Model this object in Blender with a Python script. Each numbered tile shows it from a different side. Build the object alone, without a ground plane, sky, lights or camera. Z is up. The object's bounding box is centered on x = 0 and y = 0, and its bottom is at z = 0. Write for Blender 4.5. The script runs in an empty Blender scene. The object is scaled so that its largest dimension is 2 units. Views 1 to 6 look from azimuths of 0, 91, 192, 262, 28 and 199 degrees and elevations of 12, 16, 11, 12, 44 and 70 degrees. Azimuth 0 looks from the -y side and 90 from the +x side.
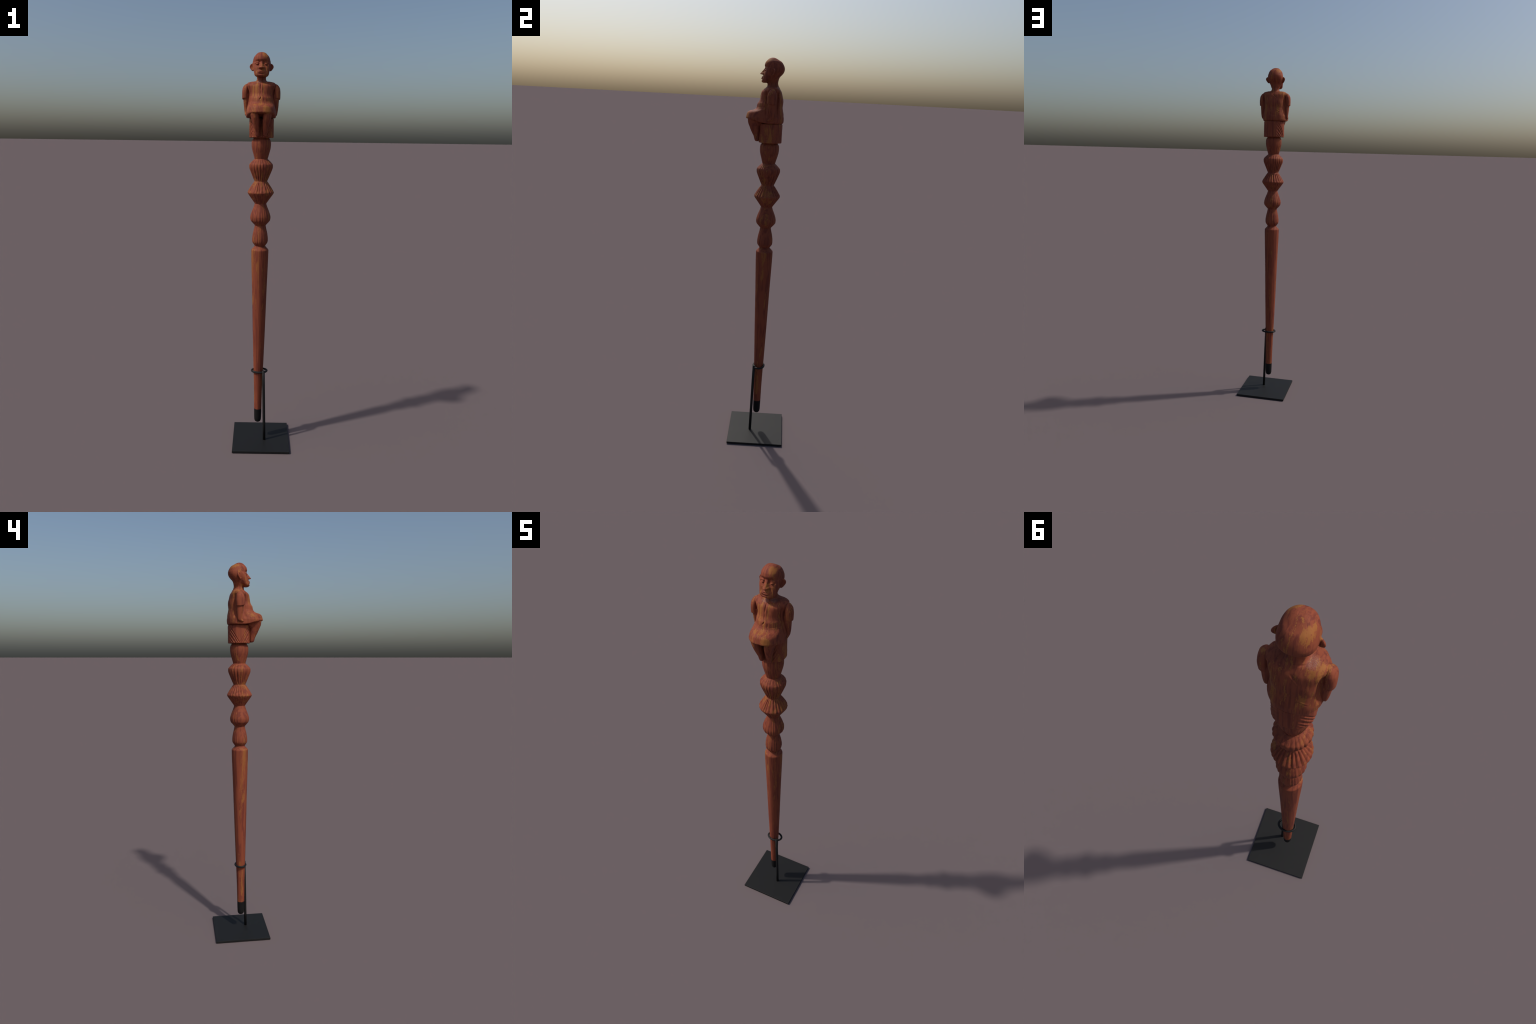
# Carved wooden staff with a seated figure on top, held in a black metal display stand.
import bpy, math
import numpy as np
from mathutils import noise, Vector, Matrix

AX = -0.0177          # vertical axis of the turned staff (y = 0)
FX = -0.0212          # mid plane of the seated figure
rng = np.random.default_rng(7)

# ------------------------------------------------------------------ helpers
def pchip(xs, ys, x):
    """monotone cubic through control points"""
    xs = np.asarray(xs, float); ys = np.asarray(ys, float)
    o = np.argsort(xs); xs, ys = xs[o], ys[o]
    h = np.diff(xs); d = np.diff(ys) / h
    m = np.zeros_like(ys)
    m[0], m[-1] = d[0], d[-1]
    for i in range(1, len(xs) - 1):
        if d[i-1] * d[i] > 0:
            w1 = 2*h[i] + h[i-1]; w2 = h[i] + 2*h[i-1]
            m[i] = (w1 + w2) / (w1/d[i-1] + w2/d[i])
    x = np.clip(x, xs[0], xs[-1])
    k = np.clip(np.searchsorted(xs, x) - 1, 0, len(xs) - 2)
    t = (x - xs[k]) / h[k]
    return ((2*t**3 - 3*t**2 + 1)*ys[k] + (t**3 - 2*t**2 + t)*h[k]*m[k]
            + (-2*t**3 + 3*t**2)*ys[k+1] + (t**3 - t**2)*h[k]*m[k+1])

class Grid:
    def __init__(s, lo, hi, h):
        s.h = h; s.lo = np.array(lo, float)
        n = [int(math.ceil((b - a)/h)) + 1 for a, b in zip(lo, hi)]
        ax = [lo[i] + h*np.arange(n[i]) for i in range(3)]
        s.x = ax[0][:, None, None].astype(np.float32)
        s.y = ax[1][None, :, None].astype(np.float32)
        s.z = ax[2][None, None, :].astype(np.float32)
        s.zl = ax[2]
    def dist(s, f):
        """turn an implicit function into an approximate distance"""
        g = np.gradient(f, s.h)
        m = np.sqrt(g[0]**2 + g[1]**2 + g[2]**2)
        return np.clip(f / np.maximum(m, 1e-3), -0.05, 0.05).astype(np.float32)
    def stack(s, rows, n=2.4, axis_x=0.0, n_front=None):
        """solid lofted through horizontal super-ellipse sections:
        rows of (z, y_front, y_back, x_low, x_high), bottom and top flat"""
        r = np.array(rows, float); z = s.zl
        yf, yb, xl, xh = [pchip(r[:, 0], r[:, k], z) for k in (1, 2, 3, 4)]
        if isinstance(n, (list, tuple)):
            n = pchip([q[0] for q in n], [q[1] for q in n], z).astype(np.float32)
        cx = (xl + xh)/2 + axis_x; a = np.maximum((xh - xl)/2, 1e-3)
        cy = (yf + yb)/2; b = np.maximum((yb - yf)/2, 1e-3)
        f = ((np.abs(s.x - cx)/a)**n + (np.abs(s.y - cy)/b)**n)**(1.0/n) - 1.0
        if n_front is not None:
            m = n_front
            ff = ((np.abs(s.x - cx)/a)**m + (np.abs(s.y - cy)/b)**m)**(1.0/m) - 1.0
            f = np.where(s.y < cy, ff, f)
        d = s.dist(f * np.minimum(a, b))
        return np.maximum(d, np.maximum(s.z - r[:, 0].max(), r[:, 0].min() - s.z))
    def ellipsoid(s, c, axes, radii):
        p = [s.x - c[0], s.y - c[1], s.z - c[2]]
        q = 0
        for a, r in zip(axes, radii):
            q = q + ((p[0]*a[0] + p[1]*a[1] + p[2]*a[2])/r)**2
        q = np.sqrt(q)
        return ((q - 1.0) * min(radii) * 1.3).astype(np.float32)

def smin(a, b, k):
    h = np.clip(0.5 + 0.5*(b - a)/k, 0, 1)
    return b + (a - b)*h - k*h*(1 - h)
def smax(a, b, k): return -smin(-a, -b, k)
def gauss(v, s): return np.exp(-(v/s)**2)
def sstep(a, b, v):
    t = np.clip((v - a)/(b - a), 0, 1); return t*t*(3 - 2*t)

def surface_nets(F, g):
    """mesh the zero level of a field"""
    S = F < 0
    nx, ny, nz = F.shape
    cnt = np.zeros((nx-1, ny-1, nz-1), np.int8)
    for i in (0, 1):
        for j in (0, 1):
            for k in (0, 1):
                cnt += S[i:nx-1+i, j:ny-1+j, k:nz-1+k]
    I, J, K = np.nonzero((cnt > 0) & (cnt < 8))
    acc = np.zeros((len(I), 3)); num = np.zeros(len(I))
    for ax in range(3):
        for u in (0, 1):
            for v in (0, 1):
                o = [0, 0, 0]; oth = [q for q in range(3) if q != ax]
                o[oth[0]] = u; o[oth[1]] = v
                e = o.copy(); e[ax] = 1
                f0 = F[I+o[0], J+o[1], K+o[2]]; f1 = F[I+e[0], J+e[1], K+e[2]]
                m = (f0 < 0) != (f1 < 0)
                t = np.where(m, f0 / np.where(m, f0 - f1, 1), 0)
                p = np.tile(np.array(o, float), (len(I), 1)); p[:, ax] += t
                acc += p * m[:, None]; num += m
    V = (np.stack([I, J, K], 1) + acc/num[:, None]) * g.h + g.lo
    idx = -np.ones(cnt.shape, np.int64); idx[I, J, K] = np.arange(len(I))
    quads = []
    for ax in range(3):
        a = [slice(1, -1)]*3; b = [slice(1, -1)]*3
        a[ax] = slice(0, -1); b[ax] = slice(1, None)
        s0 = S[tuple(a)]; s1 = S[tuple(b)]
        p = np.stack(np.nonzero(s0 != s1), 1)
        flip = s0[tuple(p.T)]
        base = p + 1; base[:, ax] -= 1
        o1, o2 = [(1, 2), (2, 0), (0, 1)][ax]
        c = []
        for du, dv in ((-1, -1), (0, -1), (0, 0), (-1, 0)):
            q = base.copy(); q[:, o1] += du; q[:, o2] += dv
            c.append(idx[q[:, 0], q[:, 1], q[:, 2]])
        Q = np.stack(c, 1)
        Q[~flip] = Q[~flip][:, ::-1]
        quads.append(Q)
    return V, np.concatenate(quads)

def relax(V, Q, it, lam=0.5):
    E = np.concatenate([Q[:, [0, 1]], Q[:, [1, 2]], Q[:, [2, 3]], Q[:, [3, 0]]])
    E = np.unique(np.sort(E, 1), axis=0)
    deg = np.bincount(E.ravel(), minlength=len(V))[:, None]
    for _ in range(it):
        for w in (lam, -lam*1.04):
            A = np.zeros_like(V)
            for c in range(3):
                A[:, c] = (np.bincount(E[:, 0], V[E[:, 1], c], len(V))
                           + np.bincount(E[:, 1], V[E[:, 0], c], len(V)))
            V = V + w*(A/np.maximum(deg, 1) - V)
    return V

def normals(V, Q):
    n = np.cross(V[Q[:, 2]] - V[Q[:, 0]], V[Q[:, 3]] - V[Q[:, 1]])
    N = np.zeros_like(V)
    for k in range(4):
        for c in range(3):
            N[:, c] += np.bincount(Q[:, k], n[:, c], len(V))
    return N / np.maximum(np.linalg.norm(N, axis=1), 1e-12)[:, None]

def wobble(V, N, amp, sc, seed, octaves=2):
    d = np.array([noise.fractal(Vector((p[0]*sc[0] + seed, p[1]*sc[1], p[2]*sc[2])), 0.8, 2.0, octaves)
                  for p in V])
    return V + N*(d*amp)[:, None]

def make(name, V, Q, mat, N=None, parent=None):
    me = bpy.data.meshes.new(name)
    me.from_pydata(V.tolist(), [], [tuple(q) for q in Q.tolist()])
    me.polygons.foreach_set('use_smooth', np.ones(len(me.polygons), bool))
    me.materials.append(mat); me.update()
    if N is not None:
        me.normals_split_custom_set_from_vertices(N.tolist())
    ob = bpy.data.objects.new(name, me)
    bpy.context.scene.collection.objects.link(ob)
    if parent is not None: adopt(ob, parent)
    return ob

def world_of(ob):
    m = Matrix.Translation(ob.location)
    while ob.parent is not None:
        ob = ob.parent
        m = Matrix.Translation(ob.location) @ m if ob.type == 'EMPTY' else m
    return m
def adopt(ob, parent):
    ob.parent = parent
    root = parent
    while root.parent is not None: root = root.parent
    # parts keep world coordinates: meshes sit at the origin, roots are translated empties
    if parent is root:
        ob.matrix_parent_inverse = Matrix.Translation(-Vector(root.location))

def subset(V, Q, N, keep):
    Qk = Q[keep]
    u, inv = np.unique(Qk.ravel(), return_inverse=True)
    return V[u], inv.reshape(-1, 4), N[u]

# ------------------------------------------------------------------ materials
def new_mat(name):
    m = bpy.data.materials.new(name); m.use_nodes = True
    nt = m.node_tree; nt.nodes.clear()
    out = nt.nodes.new('ShaderNodeOutputMaterial')
    b = nt.nodes.new('ShaderNodeBsdfPrincipled')
    nt.links.new(b.outputs[0], out.inputs[0])
    return m, nt, b
def math_node(nt, op, a, b=None, clamp=False):
    n = nt.nodes.new('ShaderNodeMath'); n.operation = op; n.use_clamp = clamp
    for i, v in enumerate((a, b)):
        if v is None: continue
        if isinstance(v, (int, float)): n.inputs[i].default_value = v
        else: nt.links.new(v, n.inputs[i])
    return n.outputs[0]
def noise_tex(nt, vec, scale, loc=(0, 0, 0), freq=1.0, detail=3.0, rough=0.55, dist=0.0):
    mp = nt.nodes.new('ShaderNodeMapping')
    mp.inputs['Scale'].default_value = scale; mp.inputs['Location'].default_value = loc
    nt.links.new(vec, mp.inputs['Vector'])
    n = nt.nodes.new('ShaderNodeTexNoise')
    n.inputs['Scale'].default_value = freq; n.inputs['Detail'].default_value = detail
    n.inputs['Roughness'].default_value = rough; n.inputs['Distortion'].default_value = dist
    nt.links.new(mp.outputs[0], n.inputs['Vector'])
    return n.outputs['Fac']
def ramp01(nt, v, lo, hi, smooth=True):
    n = nt.nodes.new('ShaderNodeMapRange')
    n.interpolation_type = 'SMOOTHSTEP' if smooth else 'LINEAR'
    n.inputs['From Min'].default_value = lo; n.inputs['From Max'].default_value = hi
    nt.links.new(v, n.inputs['Value'])
    return n.outputs['Result']
def mix_col(nt, fac, a, b):
    n = nt.nodes.new('ShaderNodeMix'); n.data_type = 'RGBA'
    if isinstance(fac, (int, float)): n.inputs['Factor'].default_value = fac
    else: nt.links.new(fac, n.inputs['Factor'])
    for k, v in (('A', a), ('B', b)):
        s = [i for i in n.inputs if i.name == k and i.type == 'RGBA'][0]
        if isinstance(v, tuple): s.default_value = (*v, 1)
        else: nt.links.new(v, s)
    return [o for o in n.outputs if o.type == 'RGBA'][0]
def blob(nt, vec, c, r):
    """soft ellipsoidal mask around c"""
    mp = nt.nodes.new('ShaderNodeMapping'); mp.vector_type = 'POINT'
    mp.inputs['Scale'].default_value = tuple(1/q for q in r)
    mp.inputs['Location'].default_value = tuple(-p/q for p, q in zip(c, r))
    nt.links.new(vec, mp.inputs['Vector'])
    l = nt.nodes.new('ShaderNodeVectorMath'); l.operation = 'LENGTH'
    nt.links.new(mp.outputs[0], l.inputs[0])
    return ramp01(nt, l.outputs['Value'], 1.0, 0.35)

RED   = (0.238, 0.061, 0.031)
PLUM  = (0.158, 0.038, 0.025)
OCHRE = (0.310, 0.117, 0.033)
PALE  = (0.260, 0.190, 0.170)

def wood_material(name, patches, tone=1.0, streak=0.85, bias=0.0, pale_patches=()):
    m, nt, b = new_mat(name)
    tc = nt.nodes.new('ShaderNodeTexCoord'); v = tc.outputs['Object']
    # grain runs along the staff, so every pattern is stretched in z
    fine = noise_tex(nt, v, (420, 220, 20), (3, 1, 0), detail=4, rough=0.6)
    mid = noise_tex(nt, v, (150, 60, 6.0), (0, 7, 2), detail=3, dist=0.5)
    wide = noise_tex(nt, v, (58, 24, 4.5), (5, 2, 9), detail=2, dist=0.8)
    speck = noise_tex(nt, v, (700, 700, 160), (1, 4, 2), detail=2)
    base = mix_col(nt, ramp01(nt, mid, 0.42, 0.64), tuple(tone*q for q in RED), tuple(tone*q for q in PLUM))
    s = math_node(nt, 'ADD', wide, math_node(nt, 'MULTIPLY', math_node(nt, 'SUBTRACT', mid, 0.5), 0.6))
    for c, r, w in patches:
        s = math_node(nt, 'ADD', s, math_node(nt, 'MULTIPLY', blob(nt, v, c, r), 0.72*w))
    s = math_node(nt, 'ADD', s, math_node(nt, 'MULTIPLY', math_node(nt, 'SUBTRACT', fine, 0.5), 0.55))
    s = math_node(nt, 'ADD', s, math_node(nt, 'MULTIPLY', math_node(nt, 'SUBTRACT', speck, 0.5), 0.30))
    yel = ramp01(nt, s, 0.585 - bias, 0.70 - bias)
    col = mix_col(nt, math_node(nt, 'MULTIPLY', yel, streak), base, tuple(tone*q for q in OCHRE))
    # speckled pale grey patches round the collar
    if pale_patches:
        dm = None
        for c, r in pale_patches:
            q = blob(nt, v, c, r)
            dm = q if dm is None else math_node(nt, 'MAXIMUM', dm, q)
        dm = math_node(nt, 'MULTIPLY', dm, ramp01(nt, speck, 0.38, 0.62))
        col = mix_col(nt, math_node(nt, 'MULTIPLY', dm, 0.5), col, PALE)
    # fine dark pores
    pore = ramp01(nt, fine, 0.36, 0.24)
    col = mix_col(nt, math_node(nt, 'MULTIPLY', pore, 0.45), col, (0.06, 0.02, 0.013))
    nt.links.new(col, b.inputs['Base Color'])
    b.inputs['Roughness'].default_value = 0.65
    b.inputs['Specular IOR Level'].default_value = 0.12
    bp = nt.nodes.new('ShaderNodeBump'); bp.inputs['Strength'].default_value = 0.25
    bp.inputs['Distance'].default_value = 0.0008
    nt.links.new(fine, bp.inputs['Height']); nt.links.new(bp.outputs[0], b.inputs['Normal'])
    return m

# where the paler wood shows on the figure
FIG_PATCHES = [
    ((FX-0.035, -0.060, 1.820), (0.038, 0.035, 0.070), 0.30),   # breast
    ((FX+0.034, -0.118, 1.735), (0.028, 0.026, 0.026), 0.32),   # lap
    ((FX-0.012, -0.085, 1.758), (0.050, 0.030, 0.018), 0.24),
    ((FX+0.016, -0.022, 1.990), (0.018, 0.028, 0.030), 0.38),   # brow to crown
    ((FX-0.028,  0.026, 1.980), (0.022, 0.045, 0.022), 0.36),   # side of the skull
    ((FX-0.040,  0.005, 1.958), (0.014, 0.014, 0.014), 0.20),
    ((FX-0.040, -0.024, 1.935), (0.010, 0.012, 0.050), 0.16),
    ((FX-0.004, -0.055, 1.932), (0.022, 0.020, 0.040), 0.30),   # nose and mouth
    ((FX-0.045,  0.020, 1.855), (0.036, 0.036, 0.028), 0.24),   # shoulder
    ((FX-0.075,  0.000, 1.840), (0.020, 0.025, 0.035), 0.16),
    ((FX-0.025,  0.055, 1.760), (0.018, 0.020, 0.045), 0.18),
    ((FX+0.040,  0.042, 1.740), (0.008, 0.024, 0.150), 0.22),
    ((FX-0.008,  0.050, 1.840), (0.007, 0.020, 0.040), 0.20),
]
STAFF_PATCHES = [
    ((AX+0.030, -0.030, 1.42), (0.040, 0.040, 0.12), 0.14),
    ((AX+0.050,  0.000, 1.28), (0.035, 0.045, 0.15), 0.18),
    ((AX+0.022,  0.004, 0.52), (0.014, 0.020, 0.10), 0.20),
    ((AX+0.018,  0.004, 0.30), (0.012, 0.020, 0.12), 0.18),
    ((AX-0.010, -0.040, 0.93), (0.016, 0.030, 0.10), 0.16),
    ((AX-0.034,  0.004, 0.85), (0.016, 0.012, 0.10), 0.18),
]
PALE_PATCHES = [((FX-0.014, -0.030, 1.866), (0.022, 0.014, 0.011)), ((FX-0.034, 0.010, 1.866), (0.022, 0.024, 0.009)), ((FX+0.020, -0.020, 1.868), (0.020, 0.020, 0.009))]
WOOD_FIG = wood_material('carved_wood_figure', FIG_PATCHES, pale_patches=PALE_PATCHES)
WOOD = wood_material('carved_wood_staff', STAFF_PATCHES, tone=0.95, streak=0.75)

def metal(name, col, rough, spec):
    m, nt, b = new_mat(name)
    tc = nt.nodes.new('ShaderNodeTexCoord')
    n = noise_tex(nt, tc.outputs['Object'], (60, 60, 60), detail=3)
    c = mix_col(nt, n, tuple(q*0.9 for q in col), tuple(q*1.1 for q in col))
    nt.links.new(c, b.inputs['Base Color'])
    b.inputs['Roughness'].default_value = rough
    b.inputs['Specular IOR Level'].default_value = spec
    return m
BLACK = metal('black_painted_metal', (0.0112, 0.0112, 0.0110), 0.55, 0.20)
RUBBER = metal('black_ferrule', (0.0075, 0.0075, 0.0075), 0.6, 0.2)

# ------------------------------------------------------------------ roots
def root(name, loc, label, cat):
    e = bpy.data.objects.new(name, None); e.location = loc
    e.empty_display_size = 0.05
    bpy.context.scene.collection.objects.link(e)
    e['label'] = label; e['category'] = cat
    return e
STAFF = root('carved_staff', (AX, 0, 0.1), 'reddish carved wooden staff topped by a seated figure', 'carved staff')
STAND = root('display_stand', (0, 0, 0), 'square black metal base with thin rod and ring', 'display stand')

# ------------------------------------------------------------------ turned staff
def turned(name, prof, z0, z1, mat, flute=None, nz=80, nt=384, seed=0, cap=True):
    """lathe piece with irregular carved flutes; flute(z, theta) -> depth removed"""
    p = np.array(prof)
    zs = np.linspace(z0, z1, nz)
    th = np.linspace(0, 2*np.pi, nt, endpoint=False)
    Z, T = np.meshgrid(zs, th, indexing='ij')
    R = np.interp(zs, p[:, 0], p[:, 1])
    # soften corners a little, keep end radii
    k = 2
    Rs = np.convolve(np.pad(R, k, mode='reflect', reflect_type='odd'), np.ones(2*k+1)/(2*k+1), 'valid')
    R = Rs[:, None]
    D = flute(Z, T, R) if flute else 0
    R = R - D
    V = np.stack([AX + R*np.sin(T), -R*np.cos(T), Z], -1).reshape(-1, 3)
    n, m = Z.shape
    i, j = np.meshgrid(np.arange(n-1), np.arange(m), indexing='ij')
    a = i*m + j; b = i*m + (j+1) % m
    Q = np.stack([a, b, b+m, a+m], -1).reshape(-1, 4)
    me = bpy.data.meshes.new(name)
    faces = [tuple(q) for q in Q.tolist()]
    if cap:
        faces += [tuple(range(m-1, -1, -1)), tuple(range((n-1)*m, n*m))]
    me.from_pydata(V.tolist(), [], faces)
    me.polygons.foreach_set('use_smooth', np.array([len(f) == 4 for f in faces]))
    me.materials.append(mat); me.update()
    ob = bpy.data.objects.new(name, me)
    bpy.context.scene.collection.objects.link(ob)
    adopt(ob, STAFF)
    return ob

def ribs(n, seed, irr=0.35, sharp=1.0):
    """scallops: rounded ribs with narrow valleys, unevenly spaced and uneven in depth"""
    r = np.random.default_rng(seed)
    ph = r.uniform(0, 6.28, 6); am = r.uniform(0.4, 1.0, 6)
    va = r.uniform(0.55, 1.15, n)
    def f(T):
        w = sum(am[k]*np.sin((k+2)*T + ph[k]) for k in range(6)) * irr
        u = (n*T + w) / (2*np.pi)
        g = (1 - np.abs(np.sin(np.pi*u)))**sharp
        return g * va[np.floor(u + 0.5).astype(int) % n]
    return f
def facets(n, seed):
    """flat knife facets: depth below the circumscribed circle, 0..1"""
    r = np.random.default_rng(seed)
    e = np.sort((np.arange(n) + r.uniform(-0.25, 0.25, n)) * 2*np.pi/n)
    def f(T):
        t = np.mod(T - e[0], 2*np.pi) + e[0]
        k = np.searchsorted(e, t, side='right') - 1
        lo = e[k]; hi = np.where(k + 1 < n, e[(k+1) % n], e[0] + 2*np.pi)
        half = (hi - lo)/2; mid = (hi + lo)/2
        return 1 - np.cos(half)/np.cos(t - mid)
    return f

PROFILE = [(0.9, .0395), (1.002, .0427), (1.0525, .0430), (1.056, .0415), (1.0715, .0256), (1.0725, .0256),
    (1.0885, .0372), (1.093, .0393), (1.099, .0404), (1.106, .0406), (1.117, .0401), (1.141, .0362),
    (1.162, .0308), (1.1775, .0275), (1.1785, .0275), (1.1905, .0388), (1.2005, .0475), (1.206, .0496), (1.2145, .0510), (1.222, .0510),
    (1.232, .0488), (1.2515, .0420), (1.271, .0338), (1.2865, .0288), (1.2875, .0288),
    (1.309, .0440), (1.333, .0615), (1.3395, .0652), (1.3435, .0656), (1.349, .0638), (1.370, .0511), (1.390, .0373),
    (1.3975, .0316), (1.3985, .0316), (1.4091, .0364), (1.4285, .0447), (1.455, .0556), (1.463, .0580), (1.470, .0588), (1.477, .0583), (1.482, .0568),
    (1.4945, .0454), (1.5055, .0322), (1.5065, .0322),
    (1.5255, .0376), (1.5445, .0431), (1.557, .0461), (1.568, .0474), (1.580, .0477), (1.590, .0470), (1.597, .0445), (1.6035, .0390), (1.6120, .0385)]

fA = facets(12, 3); rA = ribs(26, 31, 0.5)
def fl_top(Z, T, R):
    return fA(T)*R*0.55*sstep(1.603, 1.59, Z) + 0.0009*rA(T)*sstep(1.585, 1.545, Z)
rB = ribs(23, 11, 0.5, 0.9)
def fl_bulb(Z, T, R):
    e = sstep(1.5055, 1.493, Z)*sstep(1.398, 1.415, Z)
    low = sstep(1.485, 1.455, Z)
    return rB(T)*e*(0.0022 + 0.0022*low)
rC = ribs(24, 12, 0.5, 0.8); rC2 = ribs(26, 13, 0.5, 0.9)
def fl_disc(Z, T, R):
    up = sstep(1.341, 1.352, Z)*sstep(1.3975, 1.385, Z)
    dn = sstep(1.3425, 1.332, Z)*sstep(1.2875, 1.297, Z)
    return rC(T)*(up*0.0046 + gauss(Z-1.342, 0.006)*0.0014) + rC2(T)*dn*0.0026
rD = ribs(22, 14, 0.5, 0.9); fD = facets(20, 5)
def fl_pear(Z, T, R):
    e = sstep(1.2875, 1.265, Z)*sstep(1.178, 1.186, Z)
    return e*(rD(T)*0.0014*(0.7 + 0.6*gauss(Z-1.205, 0.02)) + fD(T)*R*0.8)
rE = ribs(20, 15, 0.5, 0.9); fE = facets(15, 6)
def fl_small(Z, T, R):
    e = sstep(1.1775, 1.155, Z)*sstep(1.0725, 1.082, Z)
    return e*(rE(T)*0.0013*(0.7 + 0.6*gauss(Z-1.092, 0.02)) + fE(T)*R*0.7)

turned('baluster_knob', PROFILE, 1.506, 1.612, WOOD, fl_top, nz=110, nt=480)
turned('baluster_knob', PROFILE, 1.398, 1.506, WOOD, fl_bulb, nz=110, nt=720)
turned('baluster_knob', PROFILE, 1.287, 1.398, WOOD, fl_disc, nz=110, nt=720)
turned('baluster_knob', PROFILE, 1.178, 1.287, WOOD, fl_pear, nz=110, nt=600)
turned('baluster_knob', PROFILE, 1.072, 1.178, WOOD, fl_small, nz=110, nt=600)

SHAFT = [(0.098, .0190), (0.1775, .0196), (0.22, .0201), (0.28, .0210), (0.36, .0233), (0.44, .0262), (0.62, .0316), (0.84, .0374),
         (1.002, .0427), (1.050, .0432), (1.0545, .0424), (1.0715, .0262), (1.0735, .0250)]
fS = facets(9, 8)
def fl_shaft(Z, T, R):
    k = sstep(1.05, 0.98, Z)
    return fS(T + 0.05*np.sin(Z*7))*R*(0.12 + 0.13*k)*sstep(1.07, 1.05, Z)- 0.0005
turned('shaft', SHAFT, 0.179, 1.0735, WOOD, fl_shaft, nz=800, nt=144)
CAP = [(0.1005, .0030), (0.1015, .0090), (0.1035, .0128), (0.107, .0156), (0.112, .0174), (0.120, .0187), (0.145, .0194), (0.1795, .0199)]
turned('ferrule_cap', CAP, 0.1005, 0.1795, RUBBER, nz=90, nt=160)

# ------------------------------------------------------------------ figure: head, neck, torso
def build_body():
    g = Grid((FX-0.080, -0.132, 1.690), (FX+0.080, 0.072, 2.010), 0.0010)
    X = g.x - FX; Y = g.y; Z = g.z
    sym = lambda rows: [(z, f, b, -w, w) for z, f, b, w in rows]
    skull = g.stack(sym([
        (2.0003, -.0105, .0035, .0085), (1.9990, -.0150, .0080, .0130), (1.9960, -.0210, .0150, .0195), (1.990, -.0282, .0262, .0262),
        (1.983, -.0350, .0382, .0330), (1.975, -.0397, .0452, .0376), (1.9645, -.0411, .0512, .0407), (1.958, -.0400, .0535, .0424),
        (1.952, -.0385, .0546, .0434), (1.945, -.0385, .0540, .0437), (1.9375, -.0395, .0518, .0430),
        (1.925, -.0400, .0435, .0400), (1.9165, -.0400, .0350, .0365), (1.906, -.0380, .0285, .0310), (1.893, -.0235, .0240, .0230), (1.885, -.0180, .0180, .0160), (1.879, -.0120, .0120, .0100)]),
        2.4, FX, n_front=2.15)
    jaw = g.stack(sym([
        (1.950, -.0370, .0080, .0390), (1.940, -.0410, .0050, .0405), (1.930, -.0450, .0030, .0405),
        (1.918, -.0490, .0000, .0385), (1.906, -.0530, -.0060, .0360), (1.898, -.0538, -.0130, .0345),
        (1.892, -.0532, -.0185, .0318), (1.8885, -.0515, -.0210, .0285), (1.8860, -.0480, -.0230, .0230)]), 2.35, FX, n_front=2.0)
    neck = g.stack(sym([
        (1.910, -.024, .0265, .0235), (1.895, -.0245, .0252, .0220), (1.885, -.0245, .0262, .0213),
        (1.875, -.0245, .0285, .0225), (1.865, -.0250, .0318, .0240), (1.850, -.0260, .0340, .0250)]), 2.1, FX)
    torso = g.stack(sym([
        (1.8690, -.0150, .0230, .0280), (1.8675, -.0220, .0270, .0430), (1.8650, -.0285, .0310, .0575), (1.8610, -.0350, .0350, .0655),
        (1.8550, -.0430, .0400, .0692), (1.8485, -.0490, .0440, .0694), (1.8415, -.0520, .0467, .0672), (1.8250, -.0550, .0510, .0612),
        (1.8100, -.0575, .0545, .0585), (1.8000, -.0615, .0552, .0588), (1.7900, -.0680, .0545, .0600), (1.7770, -.0710, .0535, .0617),
        (1.7630, -.0740, .0555, .0638), (1.7450, -.0760, .0595, .0668), (1.7236, -.0780, .0622, .0700), (1.7080, -.0780, .0615, .0700),
        (1.7010, -.0760, .0590, .0680), (1.6960, -.0740, .0560, .0650)]), [(1.70, 2.3), (1.74, 2.5), (1.77, 2.8), (1.80, 3.2), (1.86, 3.3)], FX, n_front=1.9)
    lap = g.stack(sym([
        (1.7720, -.0400, .030, .0400), (1.7650, -.0600, .030, .0500), (1.7600, -.0830, .030, .0555), (1.7555, -.1000, .030, .0588), (1.7500, -.1115, .030, .0615), (1.7440, -.1165, .030, .0640),
        (1.7300, -.1205, .030, .0680), (1.7235, -.1218, .030, .0695), (1.7180, -.1205, .030, .0695), (1.7100, -.1150, .030, .0690), (1.6960, -.1100, .03, .068)]), 2.25, FX)
    zh = pchip([-.13, -.115, -.080, -.037, -.010, .07], [1.7195, 1.7180, 1.7120, 1.7020, 1.6990, 1.6985], np.asarray(g.y, float)).astype(np.float32)
    body = smin(torso, lap, 0.016)
    body = smax(body, zh - Z, 0.005)
    head = smin(skull, jaw, 0.006)
    # ---------------- face relief (metres, added outward on the front)
    ax = np.abs(X)
    b = 0.0009*gauss(Z-1.9660, .0060)*gauss(X, .030)
    b = b - 0.0026*gauss(Z-1.9565, .0055)*gauss(ax-.018, .0105)
    b = b - 0.0040*gauss(Z-1.9490, .0075)*gauss(ax-.0095, .0048)
    b = b + 0.0032*gauss(Z-1.9450, .0065)*gauss(ax-.0210, .0095)
    e = np.sqrt(((ax-.0205)/.0105)**2 + ((Z-1.9426)/.0054)**2)
    b = b - 0.0036*gauss(e-0.85, .32) + 0.0014*gauss(e, .30)
    b = b - 0.0015*gauss(Z-1.9340, .004)*gauss(ax-.019, .009)                 # below the eye
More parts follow.
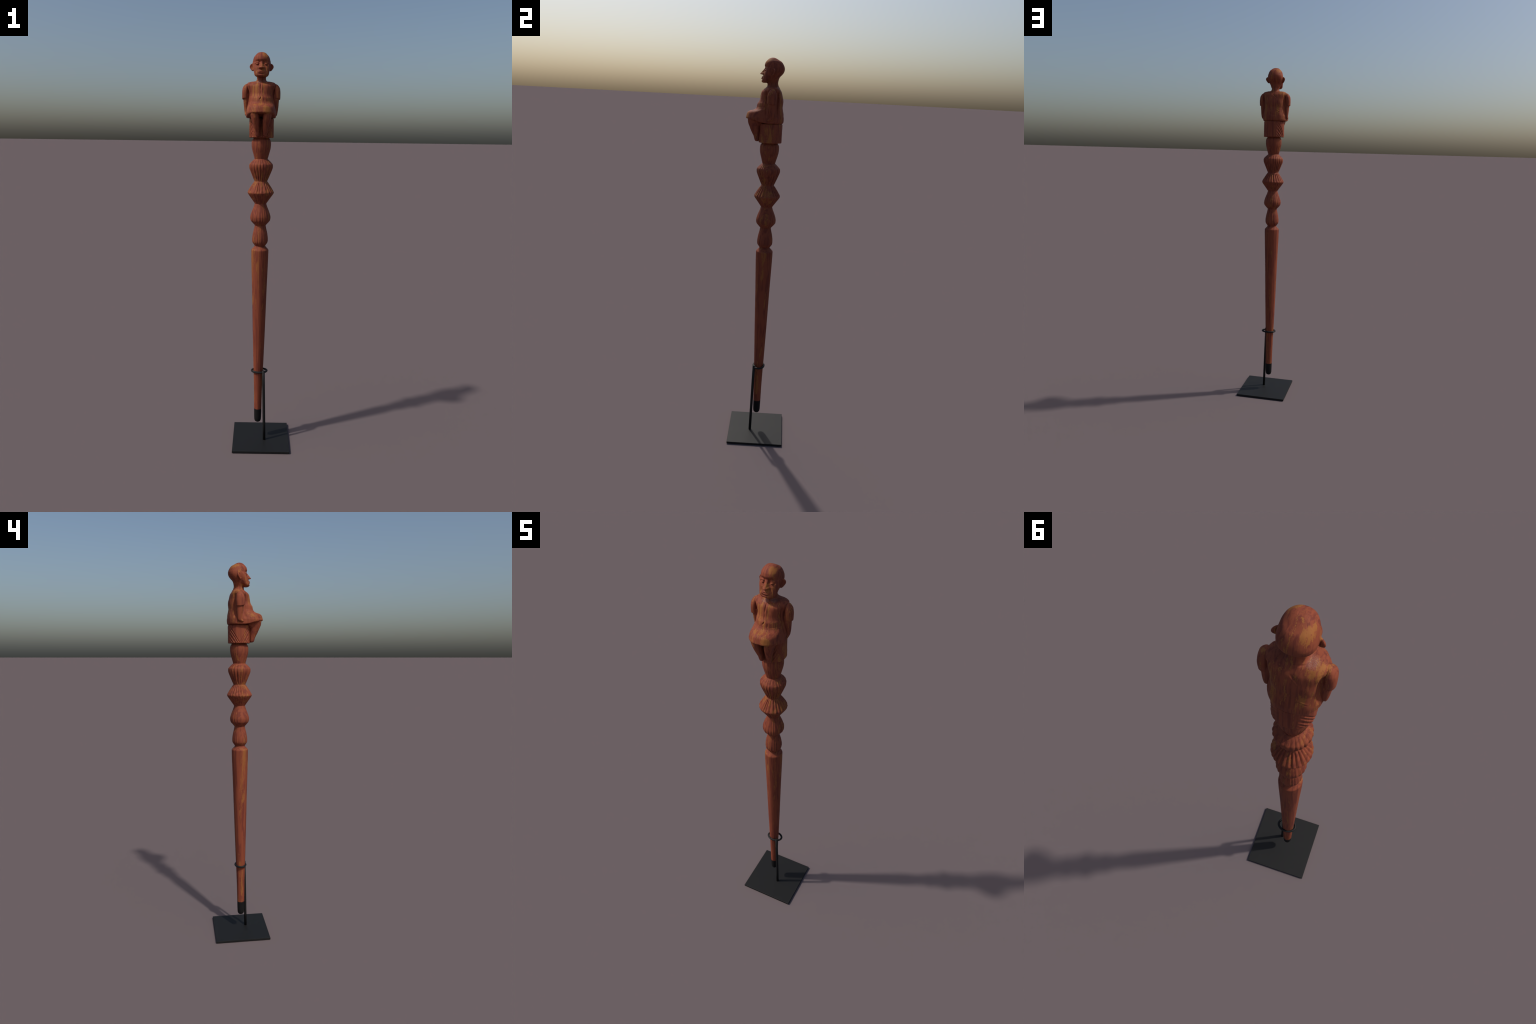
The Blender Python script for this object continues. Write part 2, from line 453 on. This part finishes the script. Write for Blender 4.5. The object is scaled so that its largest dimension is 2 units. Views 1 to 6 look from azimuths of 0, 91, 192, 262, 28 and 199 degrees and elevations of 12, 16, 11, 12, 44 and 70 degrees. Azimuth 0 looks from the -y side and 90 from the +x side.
    t = np.clip((1.9530 - Z)/(1.9530 - 1.9275), 0, 1)
    nose_h = (0.0015 + 0.0132*t**0.95)*sstep(1.9580, 1.9500, Z)*sstep(1.9205, 1.9255, Z)
    nose_w = 0.0056 + 0.0034*t
    b = b + nose_h*np.exp(-(ax/nose_w)**2.6)
    b = b + 0.0058*gauss(Z-1.9262, .0042)*gauss(ax-.0098, .0042)              # wings
    b = b - 0.0022*gauss(Z-1.9200, .0025)*gauss(ax, .0120)
    b = b - 0.0016*gauss(ax-.0185 - (1.922-Z)*0.3, .0035)*sstep(1.902, 1.910, Z)*sstep(1.930, 1.922, Z)
    lw = np.exp(-(ax/.0150)**4)
    b = b + lw*(0.0034*gauss(Z-(1.9112 - ax*0.10), .0024) - 0.0016*gauss(Z-1.9078, .0013)
                + 0.0036*gauss(Z-(1.9042 + ax*0.08), .0026) - 0.0030*gauss(Z-1.8990, .0030))
    b = b + 0.0010*gauss(Z-1.8935, .0035)*gauss(ax, .016)
    head = head - b*sstep(-.022, -.034, Y)
    # ---------------- ears
    for sgn, dx in ((-1, 0), (1, 0)):
        L = np.array([sgn*.25, .22, 1.0]); L /= np.linalg.norm(L)      # up the ear
        W = np.array([sgn*0.86, .51, -.10]); W -= L*(W@L); W /= np.linalg.norm(W)   # out to the rim
        T = np.cross(L, W)
        if T[1] > 0: T = -T                                            # to the front
        c = np.array([FX + sgn*.0448, .0030, 1.9382])
        ear = g.ellipsoid(c, (L, W, T), (.0115, .0138, .0048))
        lobe = g.ellipsoid(np.array([FX + sgn*.0425, -.0010, 1.9265]), (L, W, T), (.0115, .0078, .0046))
        ear = smin(ear, lobe, 0.009)
        hollow = g.ellipsoid(c + T*0.0040 - W*0.0010 - L*0.0045, (L, W, T), (.0130, .0096, .0050))
        ear = smax(ear, -hollow, 0.0015)
        head = smin(head, ear, 0.0022)
    d = smin(smin(body, neck, 0.010), head, 0.007)
    # ---------------- carved marks on the trunk: cleft of the breast, navel, scars on the back
    def cut(p, q, w, depth, front):
        p = np.array(p); q = np.array(q); L = q - p; l2 = L@L
        s = np.clip(((X-p[0])*L[0] + (Z-p[1])*L[1])/l2, 0, 1)
        r = np.sqrt((X-p[0]-s*L[0])**2 + (Z-p[1]-s*L[1])**2)
        m = (Y < -0.015) if front else (Y > 0.015)
        return depth*gauss(r, w)*m*np.sin(np.pi*np.clip(s*0.9+0.05, 0, 1))
    d = d + cut((-.0035, 1.861), (-.0025, 1.826), .0020, .0036, True) + cut((-.0010, 1.826), (-.0050, 1.800), .0022, .0012, True)
    d = d + cut((.0010, 1.7935), (-.0085, 1.7800), .0022, .0042, True) + cut((.0135, 1.790), (.0160, 1.770), .0030, .0020, True)
    d = d + cut((.008, 1.850), (.016, 1.815), .0045, .0012, True) - cut((.003, 1.85), (.002, 1.815), .0035, .0012, True)
    d = d + cut((.006, 1.850), (-.018, 1.826), .0030, .0010, False) - cut((.006, 1.846), (-.018, 1.822), .0025, .0010, False)
    d = d + cut((-.014, 1.761), (-.040, 1.747), .0016, .0018, False) - cut((-.013, 1.765), (-.040, 1.751), .0020, .0008, False)
    d = d + cut((.020, 1.775), (-.010, 1.783), .0040, .0010, False) + cut((.030, 1.735), (-.035, 1.731), .0060, .0012, False)
    # hollows of the flank in front of and behind the arms
    flank = sstep(.042, .052, ax)*sstep(1.722, 1.745, Z)*sstep(1.858, 1.835, Z)
    d = d + flank*(0.0045*gauss(Y - .0275, .0045) + 0.0040*gauss(Y + .0235, .0045))
    d = d + 0.0020*gauss(Z-1.772, .014)*gauss(ax-.060, .010)*gauss(Y+.030, .012)
    return g, d

g, d = build_body()
V, Q = surface_nets(d, g)
V = relax(V, Q, 2)
N = normals(V, Q)
below = V[:, 2] < 1.878
adze = wobble(V, N, 0.0009, (62, 62, 13), 5.0, 2)
V = np.where(below[:, None], adze, V + (adze - V)*0.25)
N = normals(V, Q)
C = V[Q].mean(1)
cx = C[:, 0] - FX
earm = (np.abs(cx) > 0.0425) & (C[:, 2] > 1.9155) & (C[:, 2] < 1.9515) & (C[:, 1] < 0.0185) & (C[:, 1] > -0.012)
# keep only the flap, not the temple it grows from
earm &= (np.abs(cx) > 0.0425 + 0.0025*np.clip((C[:, 2]-1.93)/0.02, 0, 1))
headm = (C[:, 2] > 1.8945 - 0.18*np.clip(-C[:, 1] - 0.016, 0, 0.045)) & ~earm
neckm = (C[:, 2] > 1.8715) & ~earm & ~headm
torm = ~(earm | headm | neckm)
head = make('head', *subset(V, Q, N, headm)[:2], WOOD_FIG, subset(V, Q, N, headm)[2], STAFF)
for s in (cx < 0, cx > 0):
    v, q, n = subset(V, Q, N, earm & s); make('ear', v, q, WOOD_FIG, n, head)
v, q, n = subset(V, Q, N, neckm); make('neck', v, q, WOOD_FIG, n, STAFF)
v, q, n = subset(V, Q, N, torm); make('torso', v, q, WOOD_FIG, n, STAFF)

# ------------------------------------------------------------------ arms
def build_arm(sgn):
    lo = (FX + (0.048 if sgn > 0 else -0.104), -0.032, 1.700)
    g = Grid(lo, (lo[0] + 0.056, 0.036, 1.864), 0.0009)
    def rows(r): return [(z, f, b, xi, xo) if sgn > 0 else (z, f, b, -xo, -xi) for z, f, b, xi, xo in r]
    sleeve = g.stack(rows([
        (1.8580, .0000, .0080, .0660, .0700), (1.8560, -.0040, .0110, .0620, .0750), (1.8520, -.0085, .0150, .0600, .0800),
        (1.8450, -.0135, .0190, .0590, .0855), (1.8366, -.0175, .0225, .0590, .0895), (1.8250, -.0200, .0243, .0600, .0913),
        (1.8130, -.0205, .0255, .0605, .0918), (1.8000, -.0198, .0236, .0610, .0917), (1.7900, -.0190, .0222, .0615, .0912), (1.7800, -.0180, .0210, .0620, .0900)]), 2.3, FX)
    cutz = 1.7885 - 0.16*np.clip(g.y - 0.004, 0, 1) + 0.10*np.clip(0.004 - g.y, 0, 1) - 0.0025*gauss(g.y - 0.001, .012) + 0.0*g.x
    sleeve = smax(sleeve, cutz - g.z, 0.0025)
    fore = g.stack(rows([
        (1.8100, -.0170, .0215, .0540, .0860), (1.7900, -.0155, .0208, .0540, .0858), (1.7800, -.0145, .0203, .0545, .0850), (1.7600, -.0105, .0192, .0560, .0835),
        (1.7425, -.0068, .0180, .0580, .0818), (1.7300, -.0058, .0168, .0600, .0800), (1.7220, -.0065, .0140, .0645, .0785), (1.7160, -.0065, .0100, .0640, .0765),
        (1.7125, -.0050, .0050, .0640, .0740)]), 2.3, FX)
    # curled hand pointing forward
    hc = (FX + sgn*0.0715, -0.0055, 1.7170)
    a = math.radians(28)
    hand = g.ellipsoid(hc, ((0, -math.cos(a), -math.sin(a)), (0, -math.sin(a), math.cos(a)), (1, 0, 0)), (.0110, .0058, .0062))
    web = g.stack(rows([(1.846, -.006, .018, .048, .068), (1.800, -.009, .020, .048, .068), (1.745, -.004, .016, .050, .070), (1.722, -.003, .010, .050, .069)]), 3.0, FX)
    d = smin(smin(sleeve, smin(fore, hand, 0.004), 0.0012), web, 0.003)
    V, Q = surface_nets(d, g); V = relax(V, Q, 2)
    N = normals(V, Q)
    V = wobble(V, N, 0.0006, (70, 70, 18), 9.0 + sgn, 3)
    return V, Q, normals(V, Q)
for s in (-1, 1):
    V, Q, N = build_arm(s)
    C = V[Q].mean(1)
    hm = C[:, 2] < 1.7235
    v, q, n = subset(V, Q, N, ~hm); arm = make('arm', v, q, WOOD_FIG, n, STAFF)
    v, q, n = subset(V, Q, N, hm); make('hand', v, q, WOOD_FIG, n, arm)

# ------------------------------------------------------------------ legs
def build_leg(rows):
    xs = [r[3] for r in rows] + [r[4] for r in rows]
    g = Grid((AX + min(xs) - .006, -.122, 1.604), (AX + max(xs) + .006, -.020, 1.735), 0.0009)
    d = g.stack(rows, 2.3, AX)
    d = smax(d, 1.6115 + 0.0*g.x + 0.35*np.clip(g.y + .060, 0, .02) - g.z, 0.006)
    V, Q = surface_nets(d, g); V = relax(V, Q, 2)
    V = wobble(V, normals(V, Q), 0.0006, (70, 70, 18), 21.0 + xs[0]*100, 3)
    return V, Q, normals(V, Q)
LEGS = [
    [(1.732, -.1090, -.028, -.0575, -.0120), (1.718, -.1105, -.030, -.0563, -.0118), (1.700, -.1090, -.034, -.0512, -.0105), (1.681, -.1015, -.051, -.0455, -.0094),
     (1.6525, -.0885, -.052, -.0372, -.0100), (1.634, -.0790, -.0525, -.0325, -.0102), (1.6225, -.0760, -.0525, -.0300, -.0100), (1.6145, -.0725, -.0530, -.0275, -.0110), (1.6085, -.068, -.055, -.0240, -.0130)],
    [(1.732, -.1090, -.028, .0045, .0500), (1.718, -.1105, -.030, .0048, .0487), (1.700, -.1090, -.034, .0043, .0448), (1.681, -.1015, -.051, .0041, .0402),
     (1.6525, -.0885, -.052, .0046, .0320), (1.634, -.0790, -.0525, .0065, .0285), (1.6225, -.0760, -.0525, .0085, .0268), (1.6145, -.0725, -.0530, .0100, .0255), (1.6085, -.068, -.055, .0120, .0235)]]
for rows in LEGS:
    V, Q, N = build_leg(rows)
    hm = V[Q].mean(1)[:, 2] < 1.6285
    v, q, n = subset(V, Q, N, ~hm); leg = make('leg', v, q, WOOD_FIG, n, STAFF)
    v, q, n = subset(V, Q, N, hm); make('foot', v, q, WOOD_FIG, n, leg)

# ------------------------------------------------------------------ seat block with chevron gouges
def build_seat():
    g = Grid((AX-.066, -.062, 1.602), (AX+.066, .065, 1.7045), 0.0010)
    X = g.x - AX; Y = g.y - .0015; Z = g.z
    pw = np.where(Y > 0, 2.15, 2.7)
    f = ((np.abs(X)/.0592)**pw + (np.abs(Y)/.0562)**pw)**(1/pw) - 1
    d = g.dist((f*.056 + 0*Z).astype(np.float32))
    d = smax(d, 1.6070 - Z + 0*X, 0.004)
    d = np.maximum(d, Z - 1.7020)
    d = d + 0.0040*gauss(Z - 1.7000, .0035)
    # front upper edge worn round under the thighs
    fr = np.sqrt(np.maximum(-.0380 - Y, 0)**2 + np.maximum(Z - 1.6850, 0)**2) - 0.0155
    d = smax(d, np.where((Y < -.0380) & (Z > 1.6850), fr, -1) + 0*X, 0.002)
    # gouges: chevrons on the flanks, slanting down to the middle
    yc = 0.004
    u = (Z - 1.61) - 1.7*np.abs(g.y - yc)
    w = np.array([0])
    phase = u/0.0190 + 0.12*np.sin(u*120 + 1)
    gr = 0.5 + 0.5*np.cos(2*np.pi*phase)
    fade = sstep(1.700, 1.665, Z)*sstep(-.048, -.036, g.y)*(0.35 + 0.65*sstep(1.607, 1.617, Z))*sstep(.014, .000, u)*np.where(X < 0, 1.0, 0.5)
    side = sstep(.022, .040, np.abs(X))
    d = d + 0.0026*gr*fade*side
    # slanting cuts on the front, beside the legs
    u2 = (Z - 1.61) - 1.9*(np.abs(X) - 0.028)
    gf = 0.5 + 0.5*np.cos(2*np.pi*(u2/0.019 + 0.1*np.sin(u2*120)))
    d = d + 0.0020*gf*sstep(-.030, -.045, g.y)*sstep(1.685, 1.66, Z)*sstep(.050, .040, np.abs(X))*(0.35 + 0.65*sstep(1.607, 1.617, Z))
    V, Q = surface_nets(d, g); V = relax(V, Q, 2)
    V = wobble(V, normals(V, Q), 0.0006, (70, 70, 20), 33.0, 3)
    return V, Q, normals(V, Q)
V, Q, N = build_seat()
make('seat_block', V, Q, WOOD_FIG, N, STAFF)

# ------------------------------------------------------------------ stand
def plate():
    me = bpy.data.meshes.new('base_plate')
    import bmesh
    bm = bmesh.new()
    bmesh.ops.create_cube(bm, size=1.0, matrix=Matrix.Translation((0, 0, 0.005)) @ Matrix.Diagonal((0.30, 0.30, 0.010, 1)))
    vert = [e for e in bm.edges if abs(e.verts[0].co.z - e.verts[1].co.z) > 0.005]
    bmesh.ops.bevel(bm, geom=vert, offset=0.0008, segments=2, profile=0.5, affect='EDGES')
    top = [e for e in bm.edges if all(abs(v.co.z - 0.010) < 1e-5 for v in e.verts) and len(e.link_faces) == 2]
    bmesh.ops.bevel(bm, geom=top, offset=0.0012, segments=2, profile=0.5, affect='EDGES')
    bm.to_mesh(me); bm.free()
    me.materials.append(BLACK)
    ob = bpy.data.objects.new('base_plate', me)
    bpy.context.scene.collection.objects.link(ob); adopt(ob, STAND)
plate()

def tube(name, pts, r, closed, mat, nseg=24, round_end=False):
    P = np.array(pts, float); n = len(P)
    T = (np.roll(P, -1, 0) - np.roll(P, 1, 0)) if closed else np.gradient(P, axis=0)
    T /= np.linalg.norm(T, axis=1)[:, None]
    up = np.array([0, 0, 1.0]) if closed else np.array([1.0, 0, 0])
    A = np.cross(T, up); A /= np.linalg.norm(A, axis=1)[:, None]; B = np.cross(T, A)
    rr = np.full(n, r)
    a = np.linspace(0, 2*np.pi, nseg, endpoint=False)
    V = P[:, None] + rr[:, None, None]*(np.cos(a)[None, :, None]*A[:, None] + np.sin(a)[None, :, None]*B[:, None])
    faces = []
    for i in range(n if closed else n-1):
        k = (i+1) % n
        for j in range(nseg):
            l = (j+1) % nseg
            faces.append((i*nseg+j, k*nseg+j, k*nseg+l, i*nseg+l))
    if not closed: faces += [tuple(range(nseg)), tuple(range((n-1)*nseg, n*nseg))[::-1]]
    me = bpy.data.meshes.new(name); me.from_pydata(V.reshape(-1, 3).tolist(), [], faces)
    me.polygons.foreach_set('use_smooth', np.array([len(f) == 4 for f in faces]))
    me.materials.append(mat); me.update()
    import bmesh
    bm = bmesh.new(); bm.from_mesh(me); bmesh.ops.recalc_face_normals(bm, faces=bm.faces); bm.to_mesh(me); bm.free()
    ob = bpy.data.objects.new(name, me)
    bpy.context.scene.collection.objects.link(ob); adopt(ob, STAND)
    return ob
RB = np.array([0.0190, -0.0312, 0.0095]); RT = np.array([0.0095, -0.0250, 0.4055])
tube('rod', [RB + (RT-RB)*t for t in (0, .25, .5, .75, 1)], 0.0073, False, BLACK)
ph = np.linspace(0, 2*np.pi, 120, endpoint=False)
tube('ring', [(-0.0125 + 0.0394*math.cos(p), .0282*math.sin(p), 0.3965) for p in ph], 0.0053, True, BLACK)
